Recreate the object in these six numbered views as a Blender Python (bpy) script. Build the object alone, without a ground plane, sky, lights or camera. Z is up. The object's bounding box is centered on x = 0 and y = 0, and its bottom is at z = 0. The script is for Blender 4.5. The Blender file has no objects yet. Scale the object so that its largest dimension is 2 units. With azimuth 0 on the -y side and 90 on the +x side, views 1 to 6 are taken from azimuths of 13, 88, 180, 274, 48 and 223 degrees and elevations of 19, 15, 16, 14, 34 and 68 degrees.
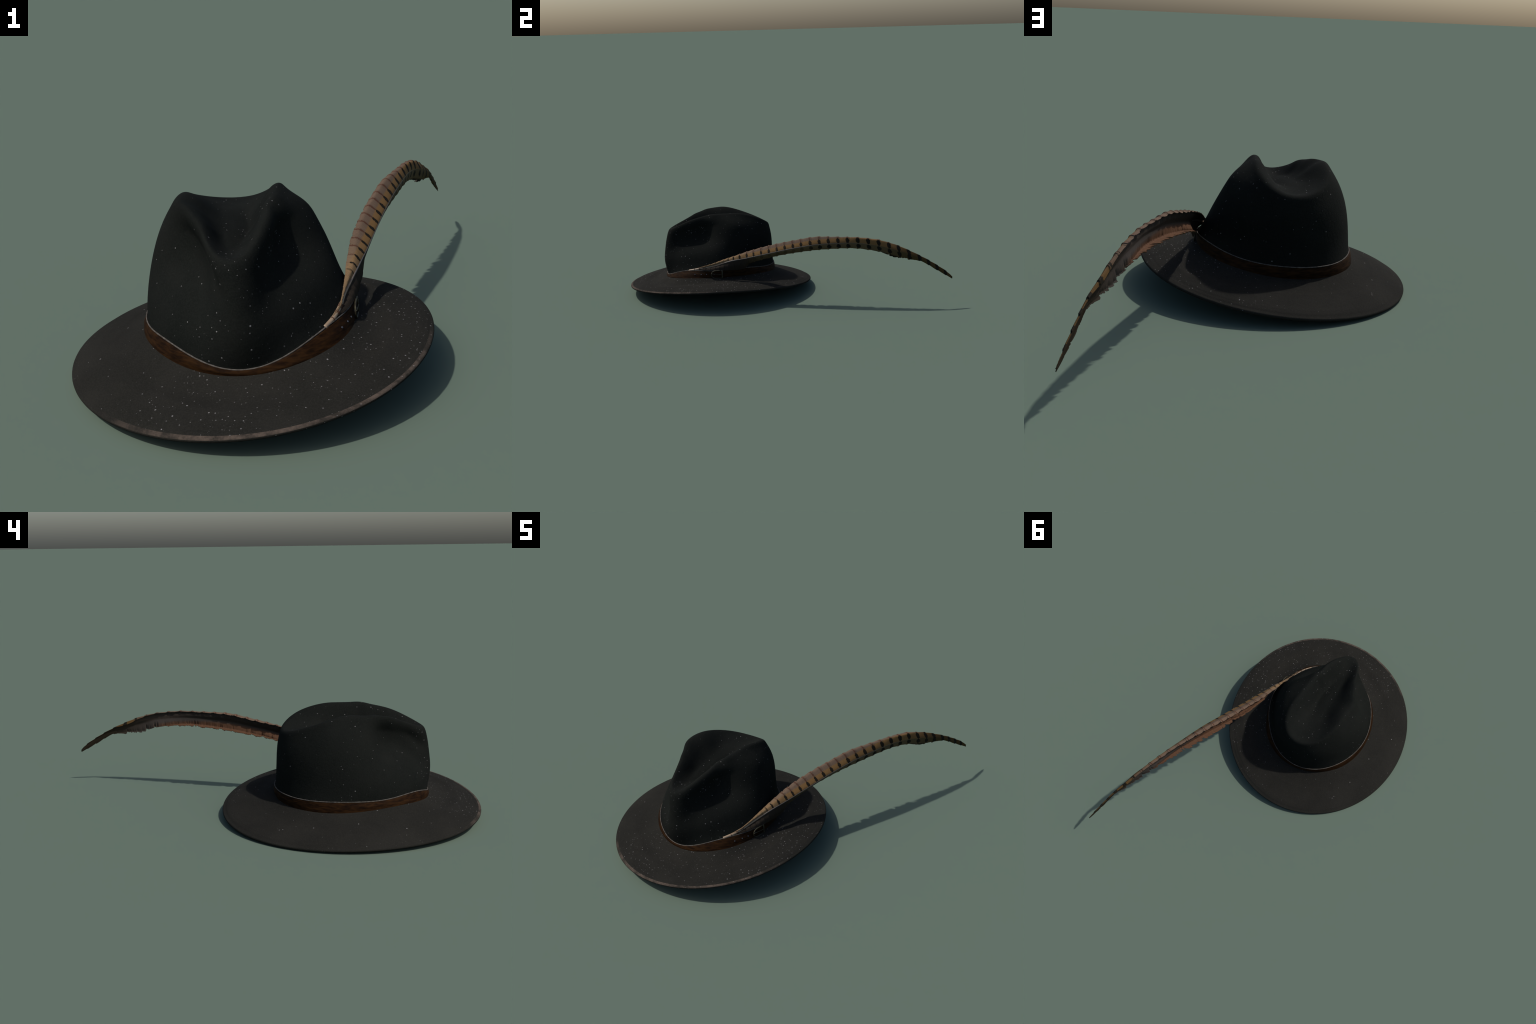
# A dark felt fedora with a pinched teardrop crown, a brown leather band with a
# small brass buckle, and a long barred pheasant feather tucked behind the band.
import bpy, math, random
import numpy as np

rng = np.random.default_rng(7)
TAU = 2 * math.pi


# ------------------------------------------------------------------ helpers
def harmonic(c, a):
    """Periodic profile: mean, then cos/sin pairs."""
    out = c[0] + 0 * a
    for i in range(1, (len(c) - 1) // 2 + 1):
        out = out + c[2 * i - 1] * np.cos(i * a) + c[2 * i] * np.sin(i * a)
    return out


def loop_curve(cx, cy, radius, height, a):
    r = harmonic(radius, a)
    return np.stack([cx + r * np.cos(a), cy + r * np.sin(a), harmonic(height, a)], -1)


def smooth(e0, e1, x):
    t = np.clip((x - e0) / (e1 - e0), 0, 1)
    return t * t * (3 - 2 * t)


def spline(xk, yk, x):
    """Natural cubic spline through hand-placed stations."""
    xk, yk, x = np.asarray(xk, float), np.asarray(yk, float), np.asarray(x, float)
    n, h = len(xk), np.diff(xk)
    A, b = np.eye(n), np.zeros_like(yk)
    for i in range(1, n - 1):
        A[i, i - 1], A[i, i], A[i, i + 1] = h[i - 1], 2 * (h[i - 1] + h[i]), h[i]
        b[i] = 6 * ((yk[i + 1] - yk[i]) / h[i] - (yk[i] - yk[i - 1]) / h[i - 1])
    M = np.linalg.solve(A, b)
    i = np.clip(np.searchsorted(xk, x) - 1, 0, n - 2)
    col = lambda v: v.reshape([-1] + [1] * (yk.ndim - 1))
    d, hi = col(x - xk[i]), col(h[i])
    return (yk[i] + d * ((yk[i + 1] - yk[i]) / hi - hi * (2 * M[i] + M[i + 1]) / 6)
            + d * d * M[i] / 2 + d ** 3 * (M[i + 1] - M[i]) / (6 * hi))


def unit(v):
    return v / (np.linalg.norm(v, axis=-1, keepdims=True) + 1e-12)


ROOT = None


def make_object(name, verts, faces, mats, parent, face_mat=None, sharp=None):
    me = bpy.data.meshes.new(name)
    me.from_pydata(np.asarray(verts).tolist(), [], faces)
    for m in mats:
        me.materials.append(m)
    if face_mat is not None:
        me.polygons.foreach_set("material_index", np.asarray(face_mat, np.int32))
    me.polygons.foreach_set("use_smooth", [True] * len(faces))
    me.update()
    ob = bpy.data.objects.new(name, me)
    bpy.context.scene.collection.objects.link(ob)
    ob.parent = parent
    if sharp:
        me.set_sharp_from_angle(angle=math.radians(sharp))
    return ob


def grid_faces(rows, cols, wrap_cols=True, wrap_rows=False, start=0, flip=False):
    out = []
    for i in range(rows if wrap_rows else rows - 1):
        i2 = (i + 1) % rows
        for j in range(cols if wrap_cols else cols - 1):
            j2 = (j + 1) % cols
            f = [start + i * cols + j, start + i * cols + j2, start + i2 * cols + j2, start + i2 * cols + j]
            out.append(f[::-1] if flip else f)
    return out


def vertex_normals(grid):
    """Normals of a grid (rows, cols periodic)."""
    du = np.gradient(grid, axis=0)
    dv = np.roll(grid, -1, 1) - np.roll(grid, 1, 1)
    return unit(np.cross(dv, du))


# ---------------------------------------------------------------- materials
def new_material(name):
    m = bpy.data.materials.new(name)
    m.use_nodes = True
    nt = m.node_tree
    return m, nt, nt.nodes["Principled BSDF"]


class Tree:
    def __init__(self, nt):
        self.nt = nt
        self.co = nt.nodes.new("ShaderNodeTexCoord").outputs["Object"]

    def put(self, sock, v):
        if hasattr(v, "is_output"):
            self.nt.links.new(v, sock)
        elif isinstance(v, (tuple, list)) and len(v) == 3 and sock.type == "RGBA":
            sock.default_value = (*v, 1)
        else:
            sock.default_value = v

    def math(self, op, a, b=0.0, c=0.0, clamp=False):
        n = self.nt.nodes.new("ShaderNodeMath")
        n.operation, n.use_clamp = op, clamp
        for s, v in zip(n.inputs, (a, b, c)):
            self.put(s, v)
        return n.outputs[0]

    def step(self, v, lo, hi, to0=0.0, to1=1.0):
        n = self.nt.nodes.new("ShaderNodeMapRange")
        n.interpolation_type = "SMOOTHSTEP"
        for k, x in zip(("Value", "From Min", "From Max", "To Min", "To Max"), (v, lo, hi, to0, to1)):
            self.put(n.inputs[k], x)
        return n.outputs["Result"]

    def mix(self, f, a, b, mode="MIX"):
        n = self.nt.nodes.new("ShaderNodeMix")
        n.data_type, n.blend_type = "RGBA", mode
        self.put(n.inputs[0], f)
        self.put(n.inputs[6], a)
        self.put(n.inputs[7], b)
        return n.outputs[2]

    def noise(self, scale, detail=3.0, rough=0.55, co=None, stretch=None):
        n = self.nt.nodes.new("ShaderNodeTexNoise")
        n.inputs["Scale"].default_value = scale
        n.inputs["Detail"].default_value = detail
        n.inputs["Roughness"].default_value = rough
        c = co or self.co
        if stretch:
            mp = self.nt.nodes.new("ShaderNodeMapping")
            mp.inputs["Scale"].default_value = stretch
            self.nt.links.new(c, mp.inputs[0])
            c = mp.outputs[0]
        self.nt.links.new(c, n.inputs["Vector"])
        return n.outputs["Fac"]

    def xyz(self):
        n = self.nt.nodes.new("ShaderNodeSeparateXYZ")
        self.nt.links.new(self.co, n.inputs[0])
        return n.outputs

    def dots(self, scale, radius, keep):
        """Round specks: one per Voronoi cell, kept where a random value is below `keep`."""
        v = self.nt.nodes.new("ShaderNodeTexVoronoi")
        v.inputs["Scale"].default_value = scale
        self.nt.links.new(self.co, v.inputs["Vector"])
        sep = self.nt.nodes.new("ShaderNodeSeparateColor")
        self.nt.links.new(v.outputs["Color"], sep.inputs[0])
        size = self.math("MULTIPLY_ADD", sep.outputs[1], radius * 0.75 * scale, radius * 0.45 * scale)
        inside = self.step(self.math("DIVIDE", v.outputs["Distance"], size), 0.55, 1.0, 1.0, 0.0)
        kept = self.math("LESS_THAN", sep.outputs[0], keep)
        bright = self.math("MULTIPLY_ADD", sep.outputs[2], 0.7, 0.3)
        return self.math("MULTIPLY", self.math("MULTIPLY", inside, kept), bright)

    def curve(self, v, pts, lo, hi):
        """Piecewise profile of a value in lo..hi (both axes normalised)."""
        n = self.nt.nodes.new("ShaderNodeFloatCurve")
        xs = [p[0] for p in pts]
        x0, x1 = xs[0], xs[-1]
        c = n.mapping.curves[0]
        while len(c.points) < len(pts):
            c.points.new(0.5, 0.5)
        for p, (x, y) in zip(c.points, pts):
            p.location = ((x - x0) / (x1 - x0), (y - lo) / (hi - lo))
            p.handle_type = "AUTO_CLAMPED"
        n.mapping.update()
        t = self.math("DIVIDE", self.math("SUBTRACT", v, x0), x1 - x0, clamp=True)
        self.put(n.inputs["Value"], t)
        return self.math("MULTIPLY_ADD", n.outputs[0], hi - lo, lo)

    def bump(self, height, strength, distance):
        n = self.nt.nodes.new("ShaderNodeBump")
        n.inputs["Strength"].default_value = strength
        n.inputs["Distance"].default_value = distance
        self.put(n.inputs["Height"], height)
        return n.outputs[0]


def felt_material(name, dark, light, density, worn=False):
    m, nt, bsdf = new_material(name)
    t = Tree(nt)
    x, y, z = t.xyz()
    patch = t.noise(5.0, 3.0)
    fine = t.noise(260.0, 2.0, 0.7)
    base = t.mix(t.step(patch, 0.35, 0.65), dark, light)
    base = t.mix(t.math("MULTIPLY", t.step(fine, 0.35, 0.75), 0.45), base, tuple(c * 1.9 for c in light))
    # lint and dust specks, thicker on the front and right of the hat
    side = t.math("ADD", t.math("MULTIPLY", x, 0.55), t.math("MULTIPLY", y, -0.22))
    clump = t.math("ADD", t.noise(4.5, 2.0), side)
    keep = t.step(clump, 0.40, 0.85, 0.05, density)
    specks = t.math("MAXIMUM", t.dots(75.0, 0.0026, keep), t.math("MULTIPLY", t.dots(120.0, 0.0016, t.math("MULTIPLY", keep, 0.5)), 0.6))
    col = t.mix(specks, base, (0.21, 0.20, 0.20))
    if worn:
        # the front lip of the brim is rubbed to a pale brown
        front = t.step(t.math("ADD", y, t.math("MULTIPLY", x, -0.55)), -1.0, -0.68, 1.0, 0.0)
        rag = t.step(t.noise(17.0, 5.0, 0.7), 0.36, 0.64, 0.15, 1.0)
        col = t.mix(t.math("MULTIPLY", t.math("MULTIPLY", front, rag), 0.8), col, (0.105, 0.080, 0.064))
    nt.links.new(col, bsdf.inputs["Base Color"])
    bsdf.inputs["Roughness"].default_value = 0.95
    bsdf.inputs["Specular IOR Level"].default_value = 0.03
    h = t.math("ADD", t.math("MULTIPLY", fine, 0.5), t.noise(70.0, 4.0, 0.6))
    nt.links.new(t.bump(h, 0.25, 0.004), bsdf.inputs["Normal"])
    return m


def plain_material(name, col, col2=None, scale=60.0, rough=0.7, spec=0.2, metal=0.0, stretch=None, bump=0.0):
    m, nt, bsdf = new_material(name)
    t = Tree(nt)
    n = t.noise(scale, 4.0, 0.6, stretch=stretch)
    c = t.mix(t.step(n, 0.3, 0.7), col, col2 or col)
    nt.links.new(c, bsdf.inputs["Base Color"])
    bsdf.inputs["Roughness"].default_value = rough
    bsdf.inputs["Specular IOR Level"].default_value = spec
    bsdf.inputs["Metallic"].default_value = metal
    if bump:
        nt.links.new(t.bump(n, 0.5, bump), bsdf.inputs["Normal"])
    return m


felt_brim = felt_material("felt_brim", (0.0127, 0.0124, 0.0108), (0.0165, 0.0159, 0.0137), 0.62)
felt_lip = felt_material("felt_brim_worn_lip", (0.0127, 0.0124, 0.0108), (0.0165, 0.0159, 0.0137), 0.3, worn=True)
felt_crown = felt_material("felt_crown", (0.0064, 0.0074, 0.0066), (0.0088, 0.0097, 0.0086), 0.38)
leather = plain_material("brown_leather", (0.0072, 0.0030, 0.0012), (0.028, 0.0120, 0.0034), 26.0, 0.75, 0.06, stretch=(1, 1, 5), bump=0.002)
leather_edge = plain_material("pale_leather_edge", (0.052, 0.046, 0.039), (0.112, 0.101, 0.090), 90.0, 0.8, 0.1)
brass = plain_material("dull_brass", (0.020, 0.018, 0.010), (0.055, 0.050, 0.029), 60.0, 0.5, 0.3, metal=0.3)
hole_metal = plain_material("hole_dark", (0.055, 0.06, 0.075), None, 60.0, 0.6, 0.3)
lining = plain_material("dark_lining", (0.012, 0.011, 0.010), (0.016, 0.015, 0.014), 40.0, 0.9, 0.1)

# -------------------------------------------------------------- hat profiles
COLS = 288
A = np.arange(COLS) * TAU / COLS
OUT = np.stack([np.cos(A), np.sin(A), 0 * A], -1)

rim = loop_curve(0.0032, -0.4109, (0.5666, -.0011, -.0006, -.0243, -.0128, -.0009, .0001),
                 (0.0571, 0.0559, -.0033, .0106, .0035, -.0007, -.0014), A)
band_low = loop_curve(0.0108, -0.4198, (0.3378, -.0094, .0061, -.0171, -.0129, -.0036, -.0038, -.0009, -.0031),
                      (0.1263, .0237, .0007, .0096, .0077, -.0013, -.0056, -.0029, -.0016), A)
band_top = loop_curve(0.0078, -0.4507, (0.3284, -.0082, .04, -.0195, -.0118, .0029, .0017, .0025, .0042, -.0013, .0008),
                      (0.1646, .0232, .0095, .0162, .0089, .0035, -.0054, -.0053, -.0027, -.0033, .0026), A)
# the ridge round the teardrop hollow: angle, reach from its centre, height
RIDGE = [(0, .1235, .5110), (30, .1310, .5100), (45, .1540, .5100), (60, .2060, .5065), (75, .3000, .4730), (90, .3531, .4240), (105, .3480, .4160), (120, .3080, .4390),
         (150, .1976, .4955), (180, .1620, .4970), (202, .1385, .4950), (222, .1340, .4860), (238, .1430, .4790),
         (250, .1570, .4679), (260, .1903, .4497), (270, .2409, .4281), (280, .2852, .4120), (290, .2764, .4228),
         (302, .2212, .4587), (318, .1680, .4865), (338, .1260, .5020)]
rk = np.radians([r[0] for r in RIDGE])
rv = np.array([r[1:] for r in RIDGE])
rs = spline(np.concatenate([rk[-5:] - TAU, rk, rk[:5] + TAU]), np.concatenate([rv[-5:], rv, rv[:5]]), A)
crest = np.stack([-0.03 + rs[:, 0] * np.cos(A), -0.45 + rs[:, 0] * np.sin(A), rs[:, 1]], -1)
bulge_a = harmonic((0.0270, .0080, .0012, .0055, .0028, -.0086, .0096, -.0023, -.0041, .0006, -.0010), A)
bulge_b = harmonic((-.0092, -.0107, -.0060, -.0038, .0015, .0021, -.0024, .0019, .0023, -.0005, .0004), A)

hat = bpy.data.objects.new("felt_fedora", None)
hat.empty_display_size = 0.1
bpy.context.scene.collection.objects.link(hat)
hat["label"] = "dark speckled felt fedora with brown band and long pheasant feather"
hat["category"] = "feathered hat"


def angle_gap(a, deg):
    return (np.degrees(a) - deg + 180) % 360 - 180


# ------------------------------------------------------------------- crown
wall_rows = np.linspace(0, 1, 64)


def wall(t):
    t = t[:, None]
    b = 4 * t * (1 - t) * bulge_a + 8 * t * (1 - t) * (1 - 2 * t) * bulge_b
    foot = band_top - 0.006 * OUT
    return foot * (1 - t[..., None]) + crest * t[..., None] + b[..., None] * OUT


W = wall(wall_rows)
N = vertex_normals(W)
if (N[20] * OUT).sum() < 0:
    N = -N
tt = wall_rows[:, None]
# the two front pinches
keep_ridge = smooth(0.0, 0.20, 1 - tt)


def hump(centre, width, power=2.0):
    return np.exp(-np.abs(angle_gap(A, centre)[None] / width) ** power)


gr = angle_gap(A, 333)[None]
dr = tt - (0.62 + 0.0004 * gr)
dent_r = 0.069 * hump(333, 35, 2.4) * np.exp(-np.abs(dr / np.where(dr > 0, 0.29, 0.24)) ** 2.2) * keep_ridge
dl = tt - (0.61 - 0.0012 * angle_gap(A, 236)[None])
dent_l = 0.058 * hump(233, 33, 2.6) * np.exp(-np.abs(dl / np.where(dl > 0, 0.30, 0.27)) ** 2.0) * keep_ridge
# sharp crease running down the left flank of the pinched nose
fold = 0.012 * np.exp(-(angle_gap(A, 262)[None] - 30 * (0.86 - tt)) ** 2 / 50 - ((tt - 0.74) / 0.15) ** 2) * keep_ridge
# fuller places of the wall
full = 4 * tt * (1 - tt) * (0.011 * hump(116, 20) + 0.001 * hump(66, 16) + 0.006 * hump(279, 14)) \
    + 0.012 * hump(40, 16) * np.exp(-((tt - 0.82) / 0.14) ** 2)
D = dent_r + dent_l + fold - full
W = W - D[..., None] * unit(N * np.array([1, 1, 0.35]))

# the teardrop hollow inside the crest
s_rows = np.linspace(0, 1, 40)[1:]
mid = np.array([-0.045, -0.42])
keel = np.stack([mid[0] + 0.02 * np.cos(A) - 0.035 * np.sin(A), mid[1] + 0.15 * np.sin(A)], -1)
xy = crest[None, :, :2] * (1 - s_rows[:, None, None]) + (keel * 0.6 + mid * 0.4)[None] * s_rows[:, None, None]
floor = 0.419 + 0.07 * np.minimum(0, xy[..., 1] + 0.46) - 0.20 * (xy[..., 0] + 0.05)
drop = smooth(0.05, 1.04, s_rows[:, None] / (0.80 - 0.16 * np.cos(A)[None]))
swell = 0.005 * smooth(0.55, 1.0, s_rows)[:, None]
H = np.concatenate([xy, (crest[None, :, 2] * (1 - drop) + floor * drop + swell)[..., None]], -1)
profile = np.concatenate([W, H])
# round the crest: average along the arc of each profile, then put back the height lost
seg = np.linalg.norm(np.diff(profile, axis=0), axis=2)
arc = np.concatenate([np.zeros((1, COLS)), np.cumsum(seg, 0)])
CREST_ROW, FINE = len(wall_rows) - 1, 84
rounded = []
for j in range(COLS):
    a_c, a_e = arc[CREST_ROW, j], arc[-1, j]
    at = np.concatenate([np.linspace(0, a_c, FINE), np.linspace(a_c, a_e, 57)[1:]])
    near = np.exp(-((at - a_c) / 0.055) ** 2)
    sigma = 0.0015 + 0.0115 * near
    acc, wsum = np.zeros((len(at), 3)), 0.0
    for d in np.linspace(-2.4, 2.4, 17):
        w = math.exp(-d * d / 2)
        p = np.clip(at + d * sigma, 0, a_e)
        acc += w * np.stack([np.interp(p, arc[:, j], profile[:, j, k]) for k in range(3)], -1)
        wsum += w
    acc /= wsum
    lost = profile[CREST_ROW, j] - acc[FINE - 1]
    acc += 0.9 * lost * np.exp(-((at - a_c) / 0.035) ** 2)[:, None]
    acc[0] = profile[0, j]
    rounded.append(acc)
profile = np.stack(rounded, 1)
for _ in range(10):
    w = smooth(20, 60, np.arange(len(profile)))[:, None, None]
    profile = profile * (1 - w) + w * (np.roll(profile, 1, 1) + 2 * profile + np.roll(profile, -1, 1)) / 4

# skirt of the crown behind the band
skirt = (band_low - 0.006 * OUT + np.array([0, 0, 0.004]))[None]
outer = np.concatenate([skirt, profile])
rows = len(outer)
inner = outer - 0.010 * (lambda n: n if (n[10] * OUT).sum() > 0 else -n)(vertex_normals(outer))
verts = np.concatenate([outer.reshape(-1, 3), outer[-1].mean(0)[None] , inner.reshape(-1, 3), inner[-1].mean(0)[None]])
faces = grid_faces(rows, COLS)
top = rows * COLS
faces += [[(rows - 1) * COLS + j, (rows - 1) * COLS + (j + 1) % COLS, top] for j in range(COLS)]
o2 = top + 1
faces += grid_faces(rows, COLS, start=o2, flip=True)
faces += [[o2 + (rows - 1) * COLS + (j + 1) % COLS, o2 + (rows - 1) * COLS + j, o2 + rows * COLS] for j in range(COLS)]
faces += [[j, o2 + j, o2 + (j + 1) % COLS, (j + 1) % COLS] for j in range(COLS)]
n_out = (rows - 1) * COLS + COLS
fm = [0] * n_out + [1] * (len(faces) - n_out)
crown = make_object("crown", verts, faces, [felt_crown, lining], hat, fm)

# -------------------------------------------------------------------- brim
s = np.linspace(0, 1, 44)[:, None, None]
inner_edge = band_low - 0.005 * OUT
shelf = rim + np.array([0, 0, 0.0062]) - 0.0066 * OUT + np.array([0, 0.0015, 0])
top_face = inner_edge * (1 - s) + shelf * s
sc = s[..., 0]
toward_left = 0.5 - 0.5 * np.cos(A - math.radians(10))[None]
dip = 0.004 + 0.009 * np.exp(-(angle_gap(A, 318) / 30) ** 2) + 0.010 * np.exp(-(angle_gap(A, 46) / 22) ** 2) + 0.005 * np.exp(-(angle_gap(A, 350) / 18) ** 2) + 0.005 * np.exp(-(angle_gap(A, 262) / 24) ** 2)
low = np.clip(np.exp(-(angle_gap(A, 300) / 45) ** 2) + np.exp(-(angle_gap(A, 46) / 24) ** 2), 0, 1)
arch = (0.0065 - 0.006 * low[None]) * smooth(0.35, 0.72, sc) * (1 - smooth(0.9, 1.0, sc)) - dip[None] * np.sin(math.pi * np.clip(sc / (0.44 + 0.22 * low[None]), 0, 1))   # dips by the band, then swells
crease = -0.0022 * np.exp(-((sc - 0.90) / 0.012) ** 2)                        # pressed line inside the lip
ripple = 0.0012 * np.sin(3 * A + 1.0)[None] * sc
top_face[..., 2] += arch + crease + ripple
lip_r = 0.0065
lip_c = shelf - np.array([0, 0, lip_r])
lip = np.stack([lip_c + lip_r * (np.cos(g) * OUT + np.array([0, 0, math.sin(g)])) for g in np.radians([80, 60, 40, 20, 0, -20, -40, -60, -80])])
under = top_face[::-1].copy()
under[..., 2] -= 2 * lip_r
under[0, :, :] -= 0.004 * OUT
inside_wall = (inner_edge - 0.008 * OUT - np.array([0, 0, 0.006]))[None]
ring = np.concatenate([top_face[:-1], lip, under[1:], inside_wall])
faces = grid_faces(len(ring), COLS, wrap_rows=True, flip=True)
row = np.repeat(np.arange(len(ring)), COLS)
first = len(top_face) - 1
brim = make_object("brim", ring.reshape(-1, 3), faces, [felt_brim, felt_lip], hat, (row >= first - 1) & (row < first + 3))

# -------------------------------------------------------------------- band
def band_strip(lo, hi, thick, f0, f1, n, bulge, a0=0, a1=COLS):
    """Closed strip between two loops, from fraction f0 to f1 of the height."""
    f = np.linspace(f0, f1, n)[:, None, None]
    outer = lo * (1 - f) + hi * f + bulge * np.sin(np.pi * (f - f0) / (f1 - f0)) * OUT
    back = (lo * (1 - f) + hi * f)[::-1] - thick * OUT
    return np.concatenate([outer, back])


strip = band_strip(band_low - np.array([0, 0, 0.003]), band_top, 0.008, 0.0, 0.90, 12, 0.0022)
tone = np.sin(5 * A + 0.7)[None] * 0.0006
strip[:12] += (tone * np.sin(np.linspace(0, 9, 12))[:, None])[..., None] * OUT
hatband = make_object("hatband", strip.reshape(-1, 3), grid_faces(len(strip), COLS, wrap_rows=True), [leather], hat, sharp=50)

pr = 0.0023
pc = band_top - 0.0028 * OUT - np.array([0, 0, 0.002])
wob = 1 + 0.25 * np.sin(41 * A + 2 * np.sin(7 * A)) * 0.4
pipe = np.stack([pc + (pr * wob)[:, None] * (math.cos(g) * OUT + np.array([0, 0, math.sin(g)])) for g in np.arange(8) * TAU / 8])
make_object("band_edging", pipe.reshape(-1, 3), grid_faces(8, COLS, wrap_rows=True), [leather_edge], hatband)


def band_frame(deg, f):
    """Point on the band, with the directions along and up it."""
    j = int(round(deg / 360 * COLS)) % COLS
    p = band_low * (1 - f) + band_top * f
    t = unit(p[(j + 2) % COLS] - p[j - 2])
    up = unit(band_top[j] - band_low[j])
    up = unit(up - t * (up @ t))
    return p[j], t, up, unit(np.cross(t, up))


def tube(points, radius, closed=False, sides=10):
    P = np.asarray(points, float)
    n = len(P)
    T = unit(np.roll(P, -1, 0) - np.roll(P, 1, 0)) if closed else unit(np.gradient(P, axis=0))
    ref = np.array([0.2, 0.1, 1.0])
    X = unit(np.cross(T, ref))
    Y = np.cross(X, T)
    R = np.broadcast_to(np.asarray(radius, float), (n,))
    ring = np.stack([P + R[:, None] * (math.cos(g) * X + math.sin(g) * Y) for g in np.arange(sides) * TAU / sides], 1)
    V = ring.reshape(-1, 3)
    F = grid_faces(n, sides, wrap_rows=closed)
    if not closed:
        V = np.concatenate([V, P[:1], P[-1:]])
        k = n * sides
        F += [[(j + 1) % sides, j, k] for j in range(sides)]
        F += [[(n - 1) * sides + j, (n - 1) * sides + (j + 1) % sides, k + 1] for j in range(sides)]
    return V, F


# buckle: a rounded horseshoe frame, its straight bar and the prong
p0, t0, u0, n0 = band_frame(1, 0.45)
hw, hh = 0.036, 0.0235
pts = []
for g in np.linspace(-90, 90, 17):
    pts.append(p0 + n0 * 0.007 + t0 * (-0.010 - (hw - 0.008) * math.cos(math.radians(g))) + u0 * hh * math.sin(math.radians(g)))
for d in (0.0, 0.012, 0.024, 0.032):
    pts.append(p0 + n0 * 0.007 + t0 * d + u0 * hh)
for d in (0.032, 0.024, 0.012, 0.0):
    pts.append(p0 + n0 * 0.007 + t0 * d - u0 * hh)
V, F = tube(pts, 0.0028, closed=True)
buckle = make_object("buckle", V, F, [brass], hat)
bar = [p0 + n0 * (0.0085 - 0.001 * abs(k)) + t0 * 0.030 + u0 * hh * k for k in np.linspace(-1, 1, 7)]
V, F = tube(bar, 0.0032)
make_object("buckle_bar", V, F, [brass], buckle)
prong = [p0 + n0 * 0.010 + t0 * d + u0 * (0.002 - 0.12 * d) for d in np.linspace(-0.038, 0.030, 6)]
V, F = tube(prong, 0.0018)
make_object("buckle_prong", V, F, [brass], buckle)
# strap holes
hole_mesh = None
for deg in (334.5, 342, 349, 357):
    p, t, u, n = band_frame(deg, 0.45)
    V, F = tube([p + n * 0.0005, p + n * 0.0032, p + n * 0.0034], [0.0030, 0.0030, 0.0022], sides=12)
    make_object("strap_hole", V, F, [hole_mesh or hole_metal], hatband)

# ------------------------------------------------------------------ feather
# stations along the feather: y, then (x, z) of lower edge, lower bend, shaft, crown bend, upper edge
STATIONS = [
    (-0.605, (.251, .183), (.252, .185), (.253, .187), (.253, .189), (.252, .190)),
    (-0.555, (.271, .193), (.272, .196), (.273, .199), (.272, .203), (.270, .205)),
    (-0.505, (.299, .199), (.292, .206), (.283, .210), (.286, .219), (.284, .221)),
    (-0.45, (.312, .201), (.304, .212), (.287, .220), (.289, .233), (.284, .237)),
    (-0.38, (.318, .200), (.314, .222), (.302, .243), (.297, .257), (.284, .261)),
    (-0.33, (.318, .200), (.321, .230), (.313, .258), (.301, .273), (.281, .275)),
    (-0.255, (.314, .207), (.324, .238), (.324, .272), (.305, .295), (.281, .299)),
    (-0.235, (.300, .228), (.320, .244), (.328, .277), (.304, .301), (.280, .305)),
    (-0.10, (.296, .270), (.322, .276), (.348, .307), (.312, .340), (.293, .341)),
    (0.05, (.313, .299), (.350, .309), (.371, .340), (.335, .376), (.317, .370)),
    (0.22, (.338, .325), (.385, .333), (.399, .367), (.371, .403), (.352, .399)),
    (0.40, (.379, .335), (.416, .344), (.425, .375), (.411, .403), (.394, .403)),
    (0.55, (.418, .326), (.434, .325), (.447, .360), (.440, .388), (.422, .391)),
    (0.65, (.451, .284), (.464, .301), (.474, .338), (.457, .365), (.449, .360)),
    (0.72, (.468, .274), (.480, .292), (.485, .317), (.472, .338), (.466, .326)),
    (0.80, (.494, .270), (.500, .273), (.502, .287), (.495, .300), (.489, .299)),
    (0.90, (.512, .216), (.517, .219), (.518, .230), (.515, .243), (.511, .243)),
    (0.97, (.529, .175), (.530, .177), (.530, .184), (.529, .194), (.527, .195)),
    (0.995, (.535, .162), (.536, .163), (.536, .166), (.535, .169), (.534, .171)),
]
yk = np.array([r[0] for r in STATIONS])
sect = np.array([r[1:] for r in STATIONS], float)
LEN = 900
ys = np.linspace(yk[0], yk[-1], LEN)


def through(xk, v, x):
    """Smooth curve through stations that never overshoots between them."""
    h = np.diff(xk)[:, None]
    d = np.diff(v, axis=0) / h
    m = np.zeros_like(v)
    same = d[1:] * d[:-1] > 0
    m[1:-1] = np.where(same, 2 * d[1:] * d[:-1] / np.where(same, d[1:] + d[:-1], 1), 0)
    m[0], m[-1] = d[0], d[-1]
    i = np.clip(np.searchsorted(xk, x) - 1, 0, len(xk) - 2)
    t, hh = ((x - xk[i]) / np.diff(xk)[i])[:, None], h[i]
    return ((1 + 2 * t) * (1 - t) ** 2 * v[i] + t * (1 - t) ** 2 * hh * m[i]
            + t * t * (3 - 2 * t) * v[i + 1] + t * t * (t - 1) * hh * m[i + 1])


C = through(yk, sect.reshape(len(yk), -1), ys).reshape(LEN, 5, 2)


def section(C, u):
    """Catmull-Rom across the vane; u = 0 lower edge, 2 shaft, 4 upper edge (per station)."""
    P = np.concatenate([2 * C[:, :1] - C[:, 1:2], C, 2 * C[:, -1:] - C[:, -2:-1]], 1)
    i = np.clip(u.astype(int), 0, 3)
    t = (u - i)[..., None]
    k = np.arange(len(C))[:, None]
    a, b, c, d = P[k, i], P[k, i + 1], P[k, i + 2], P[k, i + 3]
    return .5 * (2 * b + (c - a) * t + (2 * a - 5 * b + 4 * c - d) * t * t + (3 * b - a - 3 * c + d) * t ** 3)


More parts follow.
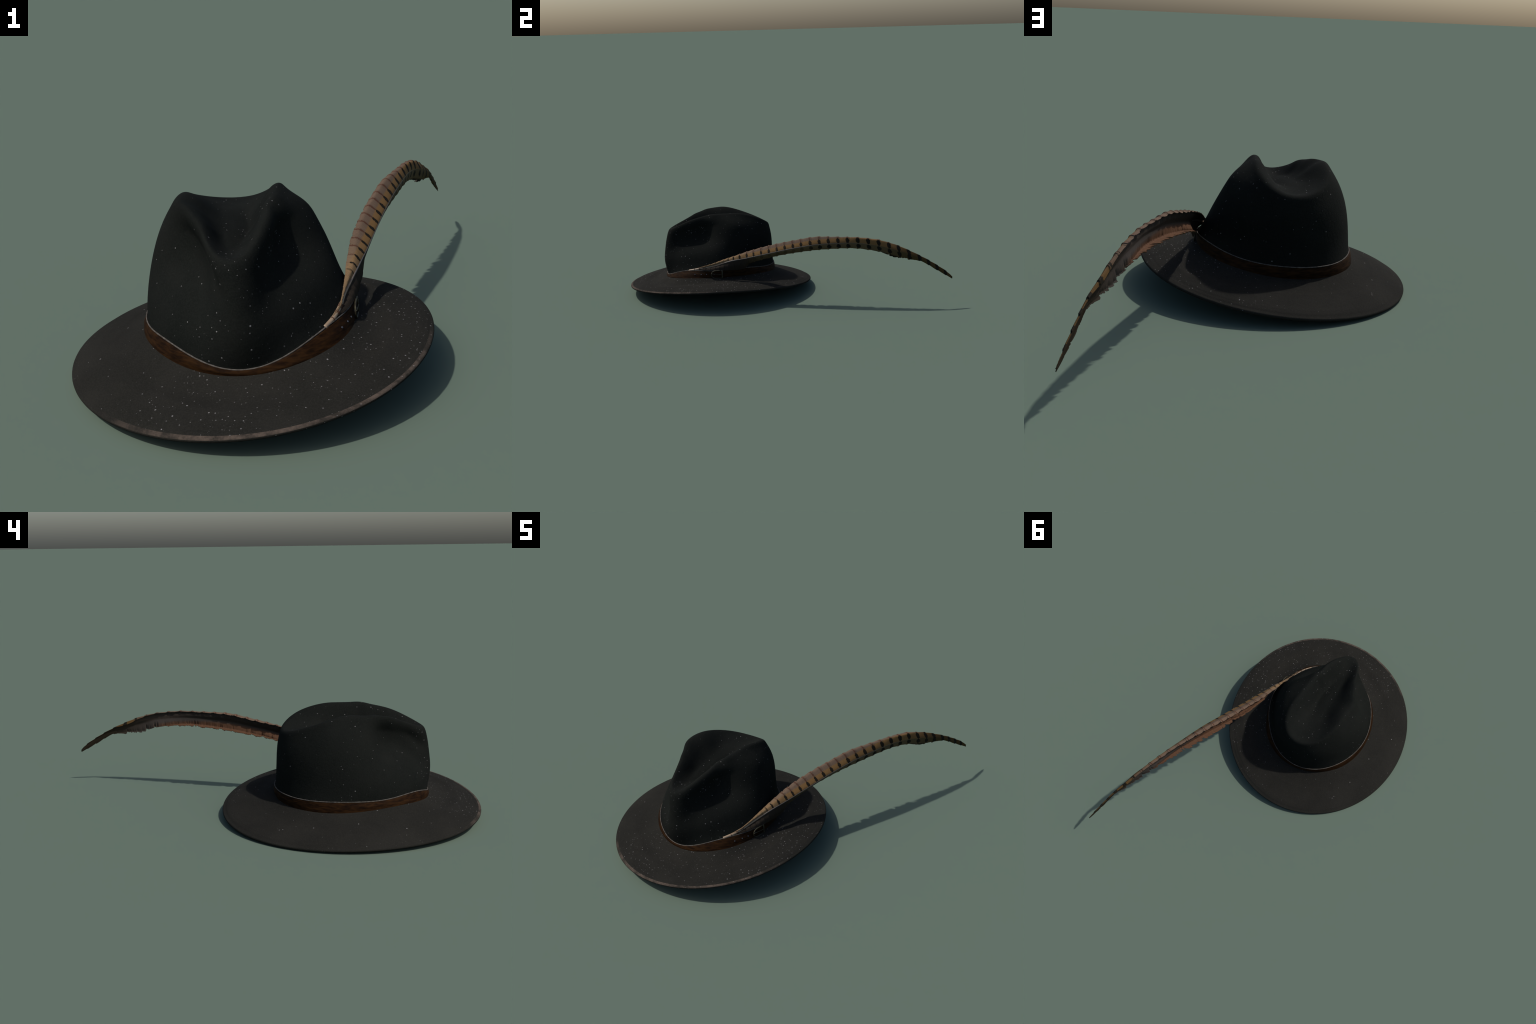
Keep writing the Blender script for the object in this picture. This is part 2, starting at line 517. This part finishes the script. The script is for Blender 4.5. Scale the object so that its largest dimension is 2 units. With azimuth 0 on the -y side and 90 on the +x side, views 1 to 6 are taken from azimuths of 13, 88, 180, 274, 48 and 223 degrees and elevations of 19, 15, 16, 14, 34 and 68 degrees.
def ragged(seed, spacing, depth, lo, hi):
    """Saw-toothed edge: barbs hang together in clumps that split here and there."""
    r = np.random.default_rng(seed)
    cut = np.zeros(LEN)
    y = yk[0]
    while y < yk[-1]:
        w = spacing * r.uniform(0.4, 1.8)
        d = depth * r.uniform(0.1, 1.0) ** 1.5
        m = (ys >= y) & (ys < y + w)
        cut[m] = d * ((ys[m] - y) / w) ** r.uniform(0.7, 2.0)
        y += w
    fade = smooth(lo, lo + 0.05, ys) * (1 - smooth(hi, hi + 0.05, ys))
    return cut * fade


ACROSS = 26


def vane(name, side, cut, mat_out, mat_in, parent):
    f = np.linspace(0, 1, ACROSS)
    reach = 2 * (1 - cut)[:, None] * f[None]
    u = 2 - reach if side < 0 else 2 + reach
    u = np.clip(u, 0, 3.9999)
    S = section(C, u)
    G = np.stack([S[..., 0], np.broadcast_to(ys[:, None], S.shape[:2]), S[..., 1]], -1)
    n = unit(np.cross(np.gradient(G, axis=0), np.gradient(G, axis=1)))
    if n[LEN // 2, 3, 0] < 0:
        n = -n
    # fine barb ribs, and a thickness that thins towards the edge
    rib = 0.00035 * np.sin(ys[:, None] * 900 - f[None] * 14 * side) * smooth(0.1, 0.4, f)[None]
    th = (0.0011 - 0.0005 * f)[None, :] * np.clip((0.995 - ys) / 0.3, 0.35, 1)[:, None]
    # each bar stands a little proud, like overlapping scales
    beat = np.interp(ys, BARS, np.arange(len(BARS)))[:, None] - 0.1 * f[None]
    rib = rib + 0.0014 * (np.abs(((beat + 0.5) % 1) - 0.5) < 0.13) * smooth(0.15, 0.5, f)[None] * smooth(-0.35, -0.25, ys)[:, None] * (1 - smooth(0.6, 0.75, ys))[:, None] + 0.0030 * (beat % 1) * smooth(0.2, 0.6, f)[None]
    hi, lo = G + n * (th + rib)[..., None], G - n * (th - 0.3 * rib)[..., None]
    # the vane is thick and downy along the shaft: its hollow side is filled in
    open_side = (C[:, 0] + C[:, 4]) / 2 - C[:, 2]
    fill = 0.52 * (1 - smooth(0.15, 1.0 if side < 0 else 0.75, f))[None, :, None] * open_side[:, None, :] * smooth(-0.3, -0.1, ys)[:, None, None]
    lo[..., 0] += fill[..., 0]
    lo[..., 2] += fill[..., 1]
    V = np.concatenate([hi.reshape(-1, 3), lo.reshape(-1, 3)])
    F = grid_faces(LEN, ACROSS, wrap_cols=False)
    M = [0] * len(F)
    o = LEN * ACROSS
    back = grid_faces(LEN, ACROSS, wrap_cols=False, start=o, flip=True)
    F += back
    M += [1] * len(back)
    for i in range(LEN - 1):
        for j, fl in ((0, 0), (ACROSS - 1, 1)):
            q = [i * ACROSS + j, (i + 1) * ACROSS + j, o + (i + 1) * ACROSS + j, o + i * ACROSS + j]
            F.append(q[::-1] if fl else q)
            M.append(1)
    for i in (0, LEN - 1):
        for j in range(ACROSS - 1):
            F.append([i * ACROSS + j, i * ACROSS + j + 1, o + i * ACROSS + j + 1, o + i * ACROSS + j])
            M.append(0)
    if side < 0:
        F = [q[::-1] for q in F]
    return make_object(name, V, F, [mat_out, mat_in], parent, M, sharp=60)


# bars sit at these places along the feather; the gaps widen towards the middle
BARS = [-.50, -.47, -.44, -.412, -.385, -.356, -.323, -.284, -.239, -.197, -.150, -.102, -.053, -.004, .046, .096,
        .151, .206, .261, .319, .376, .438, .500, .562, .622, .680, .740, .802, .855, .905, .955, 1.0]


def feather_material(name, upper, inner):
    m, nt, bsdf = new_material(name)
    t = Tree(nt)
    x, y, z = t.xyz()
    shaft_x = t.curve(y, [(s[0], s[3][0]) for s in STATIONS], 0.2, 0.6)
    shaft_z = t.curve(y, [(s[0], s[3][1]) for s in STATIONS], 0.1, 0.45)
    dx, dz = t.math("SUBTRACT", x, shaft_x), t.math("SUBTRACT", z, shaft_z)
    w = t.math("SUBTRACT", dz if upper else t.math("MULTIPLY", dz, -1.0), dx)      # distance across the vane
    streak = t.noise(55.0, 3.0, 0.6, stretch=(1, 14, 1))
    along = t.noise(40.0, 3.0, 0.6, stretch=(6, 0.35, 6))
    tip = t.step(y, 0.52, 0.85)
    base = t.step(y, -0.42, -0.16, 1.0, 0.0)
    if inner:
        if upper:
            dark = t.mix(streak, (0.020, 0.016, 0.013), (0.040, 0.032, 0.027))
            col = t.mix(t.step(y, 0.35, 0.62), dark, t.mix(streak, (0.034, 0.026, 0.021), (0.062, 0.048, 0.040)))
            col = t.mix(tip, col, (0.030, 0.022, 0.014))
        else:
            dark = t.mix(streak, (0.028, 0.022, 0.018), (0.05, 0.042, 0.036))
            grey = t.mix(streak, (0.038, 0.031, 0.027), (0.072, 0.060, 0.053))
            near = t.mix(t.step(y, 0.10, 0.50), dark, grey)
            salmon = t.mix(streak, (0.058, 0.029, 0.016), (0.122, 0.064, 0.038))
            edge = t.step(t.math("ADD", w, t.math("MULTIPLY_ADD", along, 0.02, -0.01)), 0.034, 0.052)
            edge = t.math("MULTIPLY", edge, t.step(y, 0.50, 0.62, 1.0, 0.0))
            col = t.mix(edge, near, salmon)
            col = t.mix(tip, col, (0.024, 0.018, 0.011))
    else:
        phase = t.curve(y, [(b, i) for i, b in enumerate(BARS)], 0.0, float(len(BARS) - 1))
        slant = t.math("MULTIPLY", w, 1.5 if upper else -3.0)
        wob = t.math("MULTIPLY_ADD", along, 0.24, -0.12)
        ph = t.math("ADD", t.math("ADD", phase, slant), wob)
        off = t.math("ABSOLUTE", t.math("SUBTRACT", t.math("FRACT", t.math("ADD", ph, 0.5)), 0.5))
        tan = t.mix(streak, (0.132, 0.072, 0.027), (0.205, 0.118, 0.048))
        tan = t.mix(tip, tan, (0.074, 0.043, 0.016))
        if upper:
            grey = t.mix(streak, (0.082, 0.054, 0.037), (0.152, 0.104, 0.073))
            grey = t.mix(tip, grey, (0.070, 0.042, 0.022))
            outer_zone = t.step(t.math("ADD", w, t.math("MULTIPLY_ADD", along, 0.008, -0.004)), 0.038, 0.049)
            col = t.mix(outer_zone, tan, grey)
            cream = t.mix(streak, (0.150, 0.098, 0.052), (0.235, 0.162, 0.098))
            col = t.mix(t.math("MULTIPLY", base, 0.75), col, cream)
            # black oval blot near the shaft, thin maroon line beyond it
            centre = t.math("SUBTRACT", 1.0, t.math("POWER", t.math("DIVIDE", t.math("SUBTRACT", w, 0.020), 0.023), 2.0), clamp=True)
            half = t.math("MULTIPLY", t.math("SQRT", centre), t.step(y, -0.4, 0.75, 0.15, 0.21))
            half = t.math("MAXIMUM", half, t.math("MULTIPLY", tip, 0.22))
            blot = t.step(t.math("SUBTRACT", half, off), -0.015, 0.03)
            line = t.step(off, 0.01, 0.10, 0.85, 0.0)
            line = t.math("MULTIPLY", line, t.step(y, -0.36, -0.25))
            col = t.mix(line, col, (0.062, 0.024, 0.015))
            col = t.mix(t.math("MULTIPLY", blot, t.step(y, -0.40, -0.33)), col, (0.016, 0.013, 0.009))
        else:
            olive = t.mix(streak, (0.080, 0.056, 0.030), (0.125, 0.090, 0.050))
            olive = t.mix(tip, olive, (0.060, 0.040, 0.014))
            col = t.mix(t.step(y, -0.28, -0.10, 1.0, 0.0), olive, t.mix(streak, (0.013, 0.010, 0.008), (0.034, 0.027, 0.020)))
            centre = t.math("SUBTRACT", 1.0, t.math("POWER", t.math("DIVIDE", t.math("SUBTRACT", w, 0.020), 0.017), 2.0), clamp=True)
            half = t.math("MULTIPLY", t.math("SQRT", centre), 0.23)
            half = t.math("MAXIMUM", half, t.math("MULTIPLY", tip, 0.2))
            blot = t.step(t.math("SUBTRACT", half, off), -0.02, 0.04)
            blot = t.math("MULTIPLY", blot, t.step(y, 0.05, 0.20, 0.35, 1.0))
            col = t.mix(t.math("MULTIPLY", blot, t.step(y, -0.30, -0.15)), col, (0.015, 0.013, 0.010))
            black_edge = t.math("MULTIPLY", t.step(w, 0.040, 0.056), t.step(y, 0.42, 0.58))
            col = t.mix(black_edge, col, (0.012, 0.010, 0.008))
    nt.links.new(col, bsdf.inputs["Base Color"])
    bsdf.inputs["Roughness"].default_value = 0.7
    bsdf.inputs["Specular IOR Level"].default_value = 0.05
    nt.links.new(t.bump(streak, 0.25, 0.002), bsdf.inputs["Normal"])
    return m


shaft_mat, nt, bsdf = new_material("feather_shaft")
t = Tree(nt)
x, y, z = t.xyz()
n = t.noise(80.0, 3.0, stretch=(1, 0.3, 1))
horn = t.mix(n, (0.20, 0.14, 0.088), (0.31, 0.225, 0.15))
greyish = t.mix(n, (0.075, 0.062, 0.055), (0.12, 0.10, 0.09))
c = t.mix(t.step(y, -0.44, -0.34), horn, greyish)
c = t.mix(t.step(y, 0.4, 0.8), c, (0.04, 0.03, 0.018))
nt.links.new(c, bsdf.inputs["Base Color"])
bsdf.inputs["Roughness"].default_value = 0.5
thread = plain_material("brown_thread", (0.05, 0.022, 0.014), (0.085, 0.040, 0.026), 120.0)

shaft = np.stack([C[:, 2, 0], ys, C[:, 2, 1]], -1)
sr = np.interp(ys, [-0.605, -0.50, -0.45, -0.36, -0.25, 0.2, 0.7, 0.995], [0.0074, 0.0074, 0.0060, 0.0036, 0.0026, 0.0022, 0.0016, 0.0008])
V, F = tube(shaft[::3] - np.array([0.0006, 0, 0]), sr[::3])
feather = make_object("feather", V, F, [shaft_mat], hat)

beat = np.interp(ys, BARS, np.arange(len(BARS)))
clump = np.interp(ys, np.linspace(-0.6, 1.0, 40), np.random.default_rng(4).uniform(0.15, 1.0, 40))
scallop = 0.15 * clump * (1 - np.abs(np.sin(math.pi * (beat - 0.15)))) ** 1.3 * smooth(-0.30, -0.2, ys) * (1 - smooth(0.45, 0.6, ys))
up_cut = scallop + ragged(3, 0.030, 0.10, -0.30, 0.62) + ragged(5, 0.007, 0.05, -0.35, 0.95)
lo_cut = ragged(11, 0.019, 0.34, -0.10, 0.66) * np.interp(ys, np.linspace(-0.6, 1.0, 24), np.random.default_rng(8).uniform(0.45, 1.2, 24)) + ragged(13, 0.008, 0.12, -0.2, 0.95) + ragged(17, 0.035, 0.40, 0.42, 0.70) + ragged(23, 0.02, 0.3, 0.66, 0.97)
vane("upper_vane", +1, up_cut, feather_material("upper_vane_barred", True, False), feather_material("upper_vane_underside", True, True), feather)
vane("lower_vane", -1, lo_cut, feather_material("lower_vane_barred", False, False), feather_material("lower_vane_underside", False, True), feather)

# thread wound round the bare quill
for yy in (-0.568, -0.540, -0.534, -0.512, -0.506, -0.500):
    i = int(np.argmin(abs(ys - yy)))
    T = unit(shaft[i + 5] - shaft[i - 5])
    X = unit(np.cross(T, [0, 0, 1.0]))
    Y = np.cross(X, T)
    V, F = tube([shaft[i] + (sr[i] + 0.0006) * (math.cos(g) * X + math.sin(g) * Y) for g in np.arange(16) * TAU / 16], 0.0013, closed=True, sides=6)
    make_object("thread_wrap", V, F, [thread], feather)
